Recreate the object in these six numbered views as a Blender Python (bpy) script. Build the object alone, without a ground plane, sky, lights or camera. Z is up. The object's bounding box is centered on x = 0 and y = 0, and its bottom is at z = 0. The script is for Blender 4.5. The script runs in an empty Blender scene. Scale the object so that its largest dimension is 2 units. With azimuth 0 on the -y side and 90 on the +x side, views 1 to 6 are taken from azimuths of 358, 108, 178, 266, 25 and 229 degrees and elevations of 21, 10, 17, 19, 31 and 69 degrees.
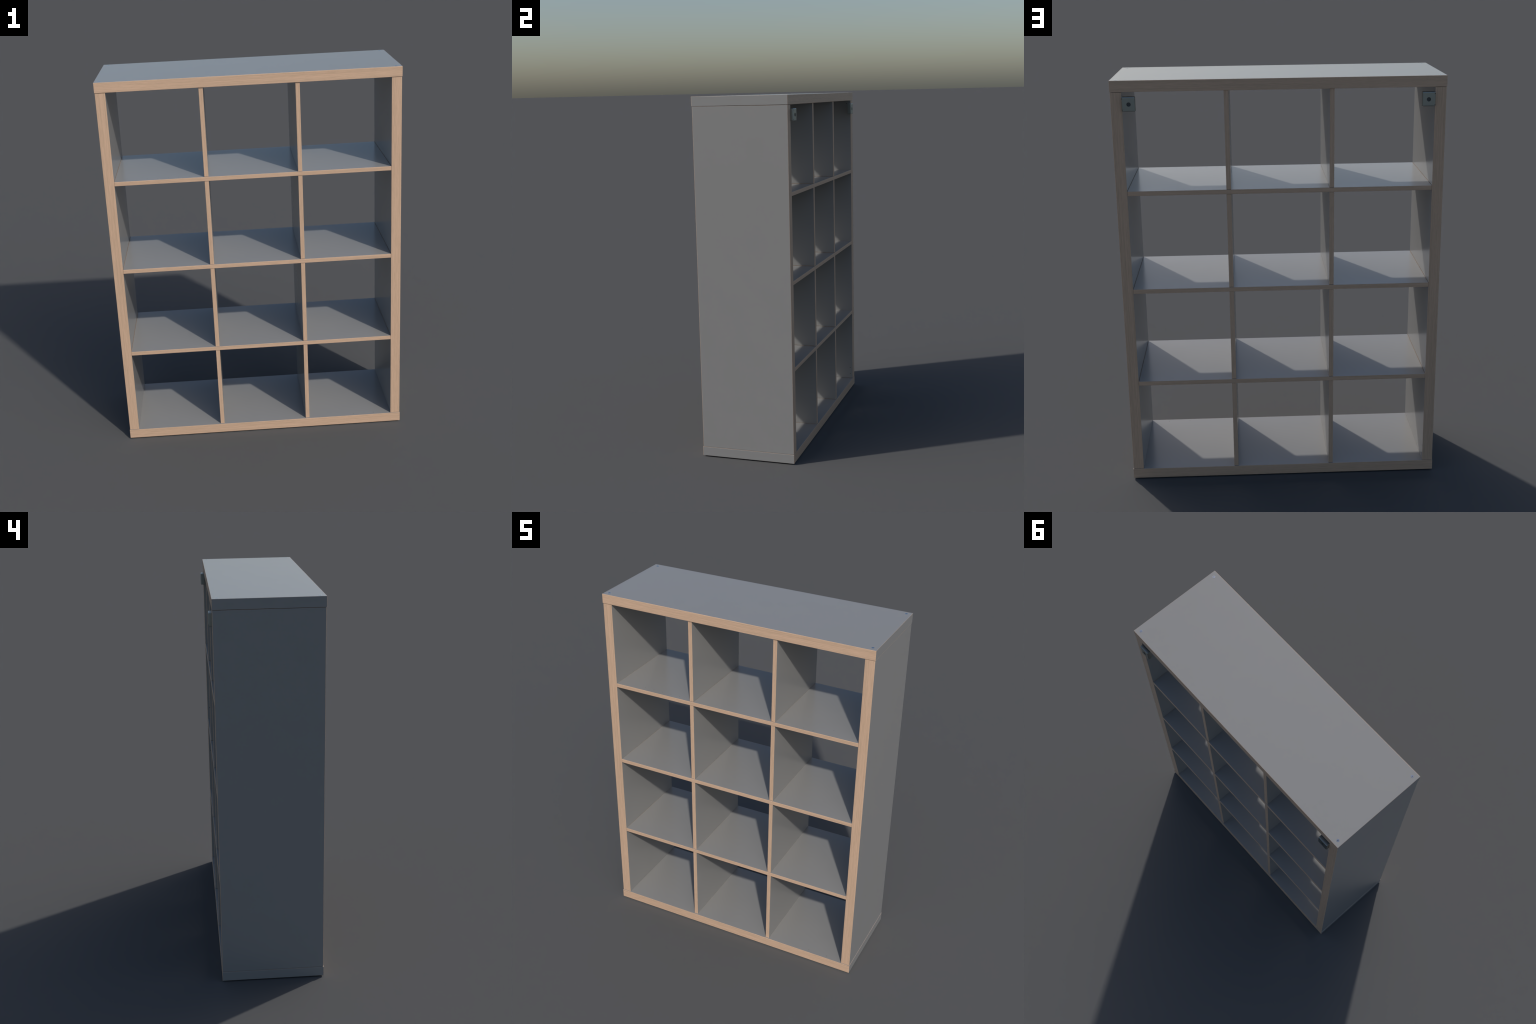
# Open cube-grid bookcase: grey laminate boards with oak-look edge banding,
# three columns by four rows, two steel wall brackets at the back.
import bpy, bmesh, math
from mathutils import Vector

# ------------------------------------------------------------------ sizes (m)
HALF_W = 0.7598            # top / bottom board half width
Y_FRONT, Y_BACK = -0.2740, 0.2593
FOOT_H = 0.0042            # glides lift the carcass off the floor
BOARD = 0.0510             # thickness of the outer frame boards
THIN = 0.0215              # thickness of shelves and dividers
Z_TOP = 1.9995             # screw heads stand 0.5 mm proud of this
INSET_F, INSET_B = 0.0030, 0.0012   # uprights sit a little behind the top
SHELF_IN, DIVIDER_IN = 0.0008, 0.0034   # shelves and dividers step back further
SIDE_OUT, SIDE_IN = 0.7581, 0.7072
GAP = 0.0008               # hairline joint between boards
EDGE = 0.0013              # eased edge of every board
Z_LOW, Z_HIGH = FOOT_H + BOARD, Z_TOP - BOARD
SHELF_STEP = (Z_HIGH - Z_LOW + THIN) / 4
SHELF_MID = (Z_HIGH + Z_LOW) / 2 + 0.0005
SHELVES = [SHELF_MID + SHELF_STEP * k for k in (-1, 0, 1)]
DIVIDER_X = [-0.2393, 0.2393]
Y0, Y1 = Y_FRONT + INSET_F, Y_BACK - INSET_B
SEAM = 0.0016              # open joint under the top board


# ------------------------------------------------------------------ materials
def new_mat(name):
    m = bpy.data.materials.new(name)
    m.use_nodes = True
    nt = m.node_tree
    return m, nt, nt.nodes["Principled BSDF"]


def node(nt, kind, **props):
    n = nt.nodes.new(kind)
    for k, v in props.items():
        setattr(n, k, v)
    return n


def math_node(nt, op, a, b=None, c=None, clamp=False):
    n = node(nt, "ShaderNodeMath", operation=op, use_clamp=clamp)
    for i, v in enumerate((a, b, c)):
        if v is None:
            continue
        if isinstance(v, (int, float)):
            n.inputs[i].default_value = v
        else:
            nt.links.new(v, n.inputs[i])
    return n.outputs[0]


def mix_rgb(nt, fac, a, b, blend="MIX"):
    n = node(nt, "ShaderNodeMix", data_type="RGBA", blend_type=blend)
    for sock, v in ((n.inputs[0], fac), (n.inputs[6], a), (n.inputs[7], b)):
        if isinstance(v, (int, float)):
            sock.default_value = v
        elif isinstance(v, tuple):
            sock.default_value = (*v, 1.0)
        else:
            nt.links.new(v, sock)
    return n.outputs[2]


LAMINATE = (0.285, 0.282, 0.276)
OAK_LIGHT, OAK_DARK = (0.650, 0.445, 0.312), (0.510, 0.352, 0.242)


def laminate(name, scuffs=()):
    """Smooth melamine; scuffs = (x, y, radius) of little dark marks on a board."""
    m, nt, bsdf = new_mat(name)
    tc = node(nt, "ShaderNodeTexCoord")
    n1 = node(nt, "ShaderNodeTexNoise")
    n1.inputs["Scale"].default_value = 7.0
    n1.inputs["Detail"].default_value = 3.0
    nt.links.new(tc.outputs["Object"], n1.inputs["Vector"])
    k = math_node(nt, "MULTIPLY_ADD", n1.outputs["Fac"], 0.03, 0.985)
    vm = node(nt, "ShaderNodeVectorMath", operation="SCALE")
    vm.inputs[0].default_value = LAMINATE
    nt.links.new(k, vm.inputs["Scale"])
    col = vm.outputs[0]
    if scuffs:
        sep = node(nt, "ShaderNodeSeparateXYZ")
        nt.links.new(tc.outputs["Object"], sep.inputs[0])
        wob = node(nt, "ShaderNodeTexNoise")
        wob.inputs["Scale"].default_value = 500.0
        nt.links.new(tc.outputs["Object"], wob.inputs["Vector"])
        mask = None
        for sx, sy, r in scuffs:
            dx = math_node(nt, "SUBTRACT", sep.outputs[0], sx)
            dy = math_node(nt, "SUBTRACT", sep.outputs[1], sy)
            d2 = math_node(nt, "ADD", math_node(nt, "MULTIPLY", dx, dx), math_node(nt, "MULTIPLY", dy, dy))
            d = math_node(nt, "SQRT", d2)
            d = math_node(nt, "MULTIPLY_ADD", wob.outputs["Fac"], 0.0015, d)
            hit = math_node(nt, "LESS_THAN", d, r + 0.0008)
            mask = hit if mask is None else math_node(nt, "MAXIMUM", mask, hit)
        mask = math_node(nt, "MULTIPLY", mask, 0.6)
        col = mix_rgb(nt, mask, col, (0.10, 0.097, 0.092))
    nt.links.new(col, bsdf.inputs["Base Color"])
    bsdf.inputs["Roughness"].default_value = 0.22
    bsdf.inputs["Specular IOR Level"].default_value = 0.40
    return m


def oak(name, axis):
    """Oak-look edge band, grain running along object axis 0 (x) or 2 (z)."""
    m, nt, bsdf = new_mat(name)
    tc = node(nt, "ShaderNodeTexCoord")
    info = node(nt, "ShaderNodeObjectInfo")
    shift = node(nt, "ShaderNodeVectorMath", operation="MULTIPLY_ADD")
    nt.links.new(info.outputs["Random"], shift.inputs[0])
    shift.inputs[1].default_value = (3.7, 0.0, 5.3)
    nt.links.new(tc.outputs["Object"], shift.inputs[2])

    def grain(along, across, detail):
        mp = node(nt, "ShaderNodeMapping")
        s = [across] * 3
        s[axis] = along
        mp.inputs["Scale"].default_value = s
        nt.links.new(shift.outputs[0], mp.inputs["Vector"])
        n = node(nt, "ShaderNodeTexNoise")
        n.inputs["Scale"].default_value = 1.0
        n.inputs["Detail"].default_value = detail
        n.inputs["Roughness"].default_value = 0.6
        nt.links.new(mp.outputs[0], n.inputs["Vector"])
        return n.outputs["Fac"]

    broad = grain(1.6, 210.0, 2.0)
    fine = grain(20.0, 520.0, 3.0)
    pores = grain(55.0, 560.0, 1.0)
    f = math_node(nt, "MULTIPLY_ADD", math_node(nt, "SUBTRACT", broad, 0.5), 1.6, 0.42)
    f = math_node(nt, "MULTIPLY_ADD", math_node(nt, "SUBTRACT", fine, 0.5), 2.2, f, clamp=True)
    col = mix_rgb(nt, f, OAK_LIGHT, OAK_DARK)
    p = math_node(nt, "MULTIPLY_ADD", pores, 6.0, -3.9, clamp=True)
    col = mix_rgb(nt, math_node(nt, "MULTIPLY", p, 0.40), col, (0.36, 0.25, 0.17))
    nt.links.new(col, bsdf.inputs["Base Color"])
    bsdf.inputs["Roughness"].default_value = 0.45
    bsdf.inputs["Specular IOR Level"].default_value = 0.4
    bump = node(nt, "ShaderNodeBump")
    bump.inputs["Strength"].default_value = 0.08
    bump.inputs["Distance"].default_value = 0.0005
    nt.links.new(fine, bump.inputs["Height"])
    nt.links.new(bump.outputs[0], bsdf.inputs["Normal"])
    return m


def edge_tint(name):
    """Eased laminate arris where a little of the band colour shows."""
    m, nt, bsdf = new_mat(name)
    tc = node(nt, "ShaderNodeTexCoord")
    n1 = node(nt, "ShaderNodeTexNoise")
    n1.inputs["Scale"].default_value = 12.0
    nt.links.new(tc.outputs["Object"], n1.inputs["Vector"])
    k = math_node(nt, "MULTIPLY_ADD", n1.outputs["Fac"], 0.8, 0.0, clamp=True)
    nt.links.new(mix_rgb(nt, k, LAMINATE, OAK_DARK), bsdf.inputs["Base Color"])
    bsdf.inputs["Roughness"].default_value = 0.35
    return m


def plain(name, col, rough, metallic=0.0):
    m, nt, bsdf = new_mat(name)
    tc = node(nt, "ShaderNodeTexCoord")
    n1 = node(nt, "ShaderNodeTexNoise")
    n1.inputs["Scale"].default_value = 60.0
    nt.links.new(tc.outputs["Object"], n1.inputs["Vector"])
    k = math_node(nt, "MULTIPLY_ADD", n1.outputs["Fac"], 0.08, 0.96)
    vm = node(nt, "ShaderNodeVectorMath", operation="SCALE")
    vm.inputs[0].default_value = col
    nt.links.new(k, vm.inputs["Scale"])
    nt.links.new(vm.outputs[0], bsdf.inputs["Base Color"])
    bsdf.inputs["Roughness"].default_value = rough
    bsdf.inputs["Metallic"].default_value = metallic
    return m


M_LAM = laminate("grey_laminate")
M_LAM_SHELF = laminate("grey_laminate_scuffed_shelf",
                       [(-0.541 + 0.0535 * k, -0.2415, 0.0020) for k in range(5)]
                       + [(0.402, -0.2520, 0.0018), (0.456, -0.2540, 0.0024), (0.5487, -0.2040, 0.0016)])
M_LAM_BASE = laminate("grey_laminate_scuffed_base", [(0.613, -0.2540, 0.0024), (0.500, -0.2535, 0.0020)])
M_OAK_X = oak("oak_edge_along", 0)
M_OAK_Z = oak("oak_edge_upright", 2)
M_ARRIS = edge_tint("eased_laminate_edge")
M_ZINC = plain("zinc_plated_steel", (0.33, 0.36, 0.35), 0.36, 1.0)
M_SCREW = plain("bright_screw_steel", (0.55, 0.60, 0.66), 0.12, 1.0)
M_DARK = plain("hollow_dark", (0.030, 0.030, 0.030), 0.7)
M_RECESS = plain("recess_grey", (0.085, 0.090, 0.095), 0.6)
M_FELT = plain("dark_plastic", (0.05, 0.05, 0.05), 0.6)


# ------------------------------------------------------------------ builders
root = bpy.data.objects.new("bookcase", None)
bpy.context.scene.collection.objects.link(root)
root["label"] = "tall open cube bookcase in grey laminate with oak edges"
root["category"] = "bookcase"


def add(name, mesh, parent=root, loc=(0, 0, 0)):
    ob = bpy.data.objects.new(name, mesh)
    bpy.context.scene.collection.objects.link(ob)
    ob.parent = parent
    ob.location = loc
    return ob


def board_mesh(name, size, lam, wood, arris=None):
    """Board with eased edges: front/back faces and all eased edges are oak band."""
    bm = bmesh.new()
    bmesh.ops.create_cube(bm, size=1.0)
    bmesh.ops.scale(bm, vec=Vector(size), verts=bm.verts)
    bmesh.ops.bevel(bm, geom=list(bm.edges), offset=EDGE, segments=2, profile=0.5,
                    affect="EDGES", clamp_overlap=True)
    bm.normal_update()
    for f in bm.faces:
        n = f.normal
        f.material_index = 0 if max(abs(n.x), abs(n.z)) > 0.999 else (1 if abs(n.y) > 0.05 else 2)
    me = bpy.data.meshes.new(name)
    bm.to_mesh(me)
    bm.free()
    me.materials.append(lam)
    me.materials.append(wood)
    me.materials.append(arris or wood)
    return me


def span(a, b):
    return (a + b) / 2, b - a


yc, yd = span(Y_FRONT, Y_BACK)
top_mesh = board_mesh("top_board", (2 * HALF_W, yd, BOARD), M_LAM, M_OAK_X, M_ARRIS)
top = add("top_board", top_mesh, loc=(0, yc, Z_TOP - BOARD / 2))
base_mesh = board_mesh("base_board", (2 * HALF_W, yd, BOARD), M_LAM_BASE, M_OAK_X, M_ARRIS)
base = add("base_board", base_mesh, loc=(0, yc, FOOT_H + BOARD / 2))

yc, yd = span(Y0, Y1)
# scuff positions above are in world x, y: give boards an origin at x = 0, y = 0
for ob in (top, base):
    ob.data.transform(__import__("mathutils").Matrix.Translation((0, ob.location.y, 0)))
    ob.location.y = 0

zc, zd = span(Z_LOW + GAP, Z_HIGH - SEAM)
xc, xd = span(SIDE_IN, SIDE_OUT)
side_mesh = board_mesh("side_board", (xd, yd, zd), M_LAM, M_OAK_Z, M_ARRIS)
for sgn in (-1, 1):
    add("side_board", side_mesh, loc=(sgn * xc, yc, zc))

shelf_size = (2 * (SIDE_IN - GAP / 2), yd - 2 * SHELF_IN, THIN)
shelf_mesh = board_mesh("shelf", shelf_size, M_LAM, M_OAK_X)
scuffed_mesh = board_mesh("shelf_scuffed", shelf_size, M_LAM_SHELF, M_OAK_X)
for me in (shelf_mesh, scuffed_mesh):
    me.transform(__import__("mathutils").Matrix.Translation((0, yc, 0)))
for k, z in enumerate(SHELVES):
    add("shelf", scuffed_mesh if k == 2 else shelf_mesh, loc=(0, 0, z))

levels = [Z_LOW] + [v for z in SHELVES for v in (z - THIN / 2, z + THIN / 2)] + [Z_HIGH]
for row in range(4):
    z0, z1 = levels[2 * row] + GAP, levels[2 * row + 1] - GAP
    zc, zd = span(z0, z1)
    div_mesh = board_mesh("divider", (THIN, yd - 2 * DIVIDER_IN, zd), M_LAM, M_OAK_Z)
    for x in DIVIDER_X:
        add("divider", div_mesh, loc=(x, yc, zc))


# ---------------------------------------------------------- screws and glides
def lathe(name, profile, mat, seg=32):
    """Solid of revolution around z through (radius, height) points."""
    bm = bmesh.new()
    rings = []
    for r, h in profile:
        if r == 0:
            rings.append([bm.verts.new((0, 0, h))])
        else:
            rings.append([bm.verts.new((r * math.cos(a), r * math.sin(a), h))
                          for a in (math.tau * i / seg for i in range(seg))])
    for a, b in zip(rings, rings[1:]):
        for i in range(seg):
            j = (i + 1) % seg
            quad = [a[i % len(a)], a[j % len(a)], b[j % len(b)], b[i % len(b)]]
            uniq = []
            for v in quad:
                if v not in uniq:
                    uniq.append(v)
            if len(uniq) > 2:
                bm.faces.new(uniq)
    bmesh.ops.recalc_face_normals(bm, faces=bm.faces)
    for f in bm.faces:
        f.smooth = True
    me = bpy.data.meshes.new(name)
    bm.to_mesh(me)
    bm.free()
    me.materials.append(mat)
    me.set_sharp_from_angle(angle=math.radians(20))
    return me


SCREW_R = 0.0072
screw_mesh = lathe("screw", [(0.0023, -0.0030), (0.0023, 0.0005), (SCREW_R, 0.0005), (SCREW_R, -0.0030)], M_SCREW)
socket_mesh = lathe("screw_socket", [(0, 0.0002), (0.0025, 0.0002), (0.0025, -0.003), (0, -0.003)], M_DARK, 6)
glide_mesh = lathe("floor_glide", [(0, FOOT_H), (0.013, FOOT_H), (0.013, 0.0015), (0.0115, 0), (0, 0)], M_FELT)
for sx in (-1, 1):
    for y in (Y_FRONT + 0.028, Y_BACK - 0.026):
        s = add("screw", screw_mesh, loc=(sx * 0.7328, y, Z_TOP))
        add("screw_socket", socket_mesh, parent=s)
        add("floor_glide", glide_mesh, loc=(sx * 0.7150, y * 0.92, 0))


# -------------------------------------------------------------- wall brackets
def bracket_mesh(sgn):
    """Folded sheet tray open to the front: back plate with a wall hole and four flanges."""
    x0, x1 = 0.6465, SIDE_IN - 0.0004
    z0, z1 = 1.8628, 1.9280
    y0, y1 = 0.2520, 0.2740
    t = 0.0026
    bm = bmesh.new()
    bmesh.ops.create_cube(bm, size=1.0)
    bmesh.ops.scale(bm, vec=(x1 - x0, y1 - y0, z1 - z0), verts=bm.verts)
    bmesh.ops.translate(bm, vec=((x0 + x1) / 2, (y0 + y1) / 2, (z0 + z1) / 2), verts=bm.verts)
    front = [f for f in bm.faces if f.calc_center_median().y < y0 + 1e-5]
    bmesh.ops.delete(bm, geom=front, context="FACES")

    def edges(test):
        return [e for e in bm.edges if len(e.link_faces) == 2 and test(e)]
    outer = edges(lambda e: all(v.co.x > x1 - 1e-5 and v.co.y > y1 - 1e-5 for v in e.verts))
    bmesh.ops.bevel(bm, geom=outer, offset=0.0055, segments=8, profile=0.5, affect="EDGES")
    rest = edges(lambda e: e.calc_face_angle(0) > 0.5)
    bmesh.ops.bevel(bm, geom=rest, offset=0.0038, segments=6, profile=0.5, affect="EDGES")
    bmesh.ops.recalc_face_normals(bm, faces=bm.faces)
    mid = Vector(((x0 + x1) / 2, y0, (z0 + z1) / 2))
    big = max(bm.faces, key=lambda f: f.calc_area())
    if big.normal.dot(big.calc_center_median() - mid) < 0:
        bmesh.ops.reverse_faces(bm, faces=bm.faces)
    me = bpy.data.meshes.new("tray")
    bm.to_mesh(me)
    bm.free()
    ob = bpy.data.objects.new("tray_tmp", me)
    bpy.context.scene.collection.objects.link(ob)
    sol = ob.modifiers.new("solid", "SOLIDIFY")
    sol.thickness, sol.offset = t, -1

    cut = bmesh.new()
    from mathutils import Matrix

    def drill(center, direction, r, depth):
        rot = direction.to_track_quat("Z", "Y").to_matrix().to_4x4()
        bmesh.ops.create_cone(cut, cap_ends=True, segments=28, radius1=r, radius2=r, depth=depth,
                              matrix=Matrix.Translation(center) @ rot)
    drill(Vector((0.6752, y1, 1.8948)), Vector((0, 1, 0)), 0.0095, 0.02)
    for z in (1.9201, 1.8699):
        drill(Vector((x1 - 0.0042, y1 - 0.0022, z)), Vector((0.8, 1, 0)).normalized(), 0.0022, 0.02)
    cme = bpy.data.meshes.new("drill")
    cut.to_mesh(cme)
    cut.free()
    cob = bpy.data.objects.new("drill_tmp", cme)
    bpy.context.scene.collection.objects.link(cob)
    bo = ob.modifiers.new("holes", "BOOLEAN")
    bo.operation, bo.object, bo.solver = "DIFFERENCE", cob, "EXACT"
    dg = bpy.context.evaluated_depsgraph_get()
    out = bpy.data.meshes.new_from_object(ob.evaluated_get(dg))
    for o in (ob, cob):
        bpy.data.objects.remove(o)
    out.name = "wall_bracket"
    if sgn < 0:
        out.transform(Matrix.Scale(-1, 4, (1, 0, 0)))
        out.flip_normals()
    out.materials.clear()
    out.materials.append(M_ZINC)
    return out


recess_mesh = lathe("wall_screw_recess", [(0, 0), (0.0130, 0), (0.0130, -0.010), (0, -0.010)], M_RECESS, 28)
for sgn in (-1, 1):
    b = add("wall_bracket", bracket_mesh(sgn))
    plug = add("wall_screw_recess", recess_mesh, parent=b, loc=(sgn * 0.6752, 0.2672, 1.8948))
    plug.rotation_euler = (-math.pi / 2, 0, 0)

# ---------------------------------------- small drilled holes in the side boards
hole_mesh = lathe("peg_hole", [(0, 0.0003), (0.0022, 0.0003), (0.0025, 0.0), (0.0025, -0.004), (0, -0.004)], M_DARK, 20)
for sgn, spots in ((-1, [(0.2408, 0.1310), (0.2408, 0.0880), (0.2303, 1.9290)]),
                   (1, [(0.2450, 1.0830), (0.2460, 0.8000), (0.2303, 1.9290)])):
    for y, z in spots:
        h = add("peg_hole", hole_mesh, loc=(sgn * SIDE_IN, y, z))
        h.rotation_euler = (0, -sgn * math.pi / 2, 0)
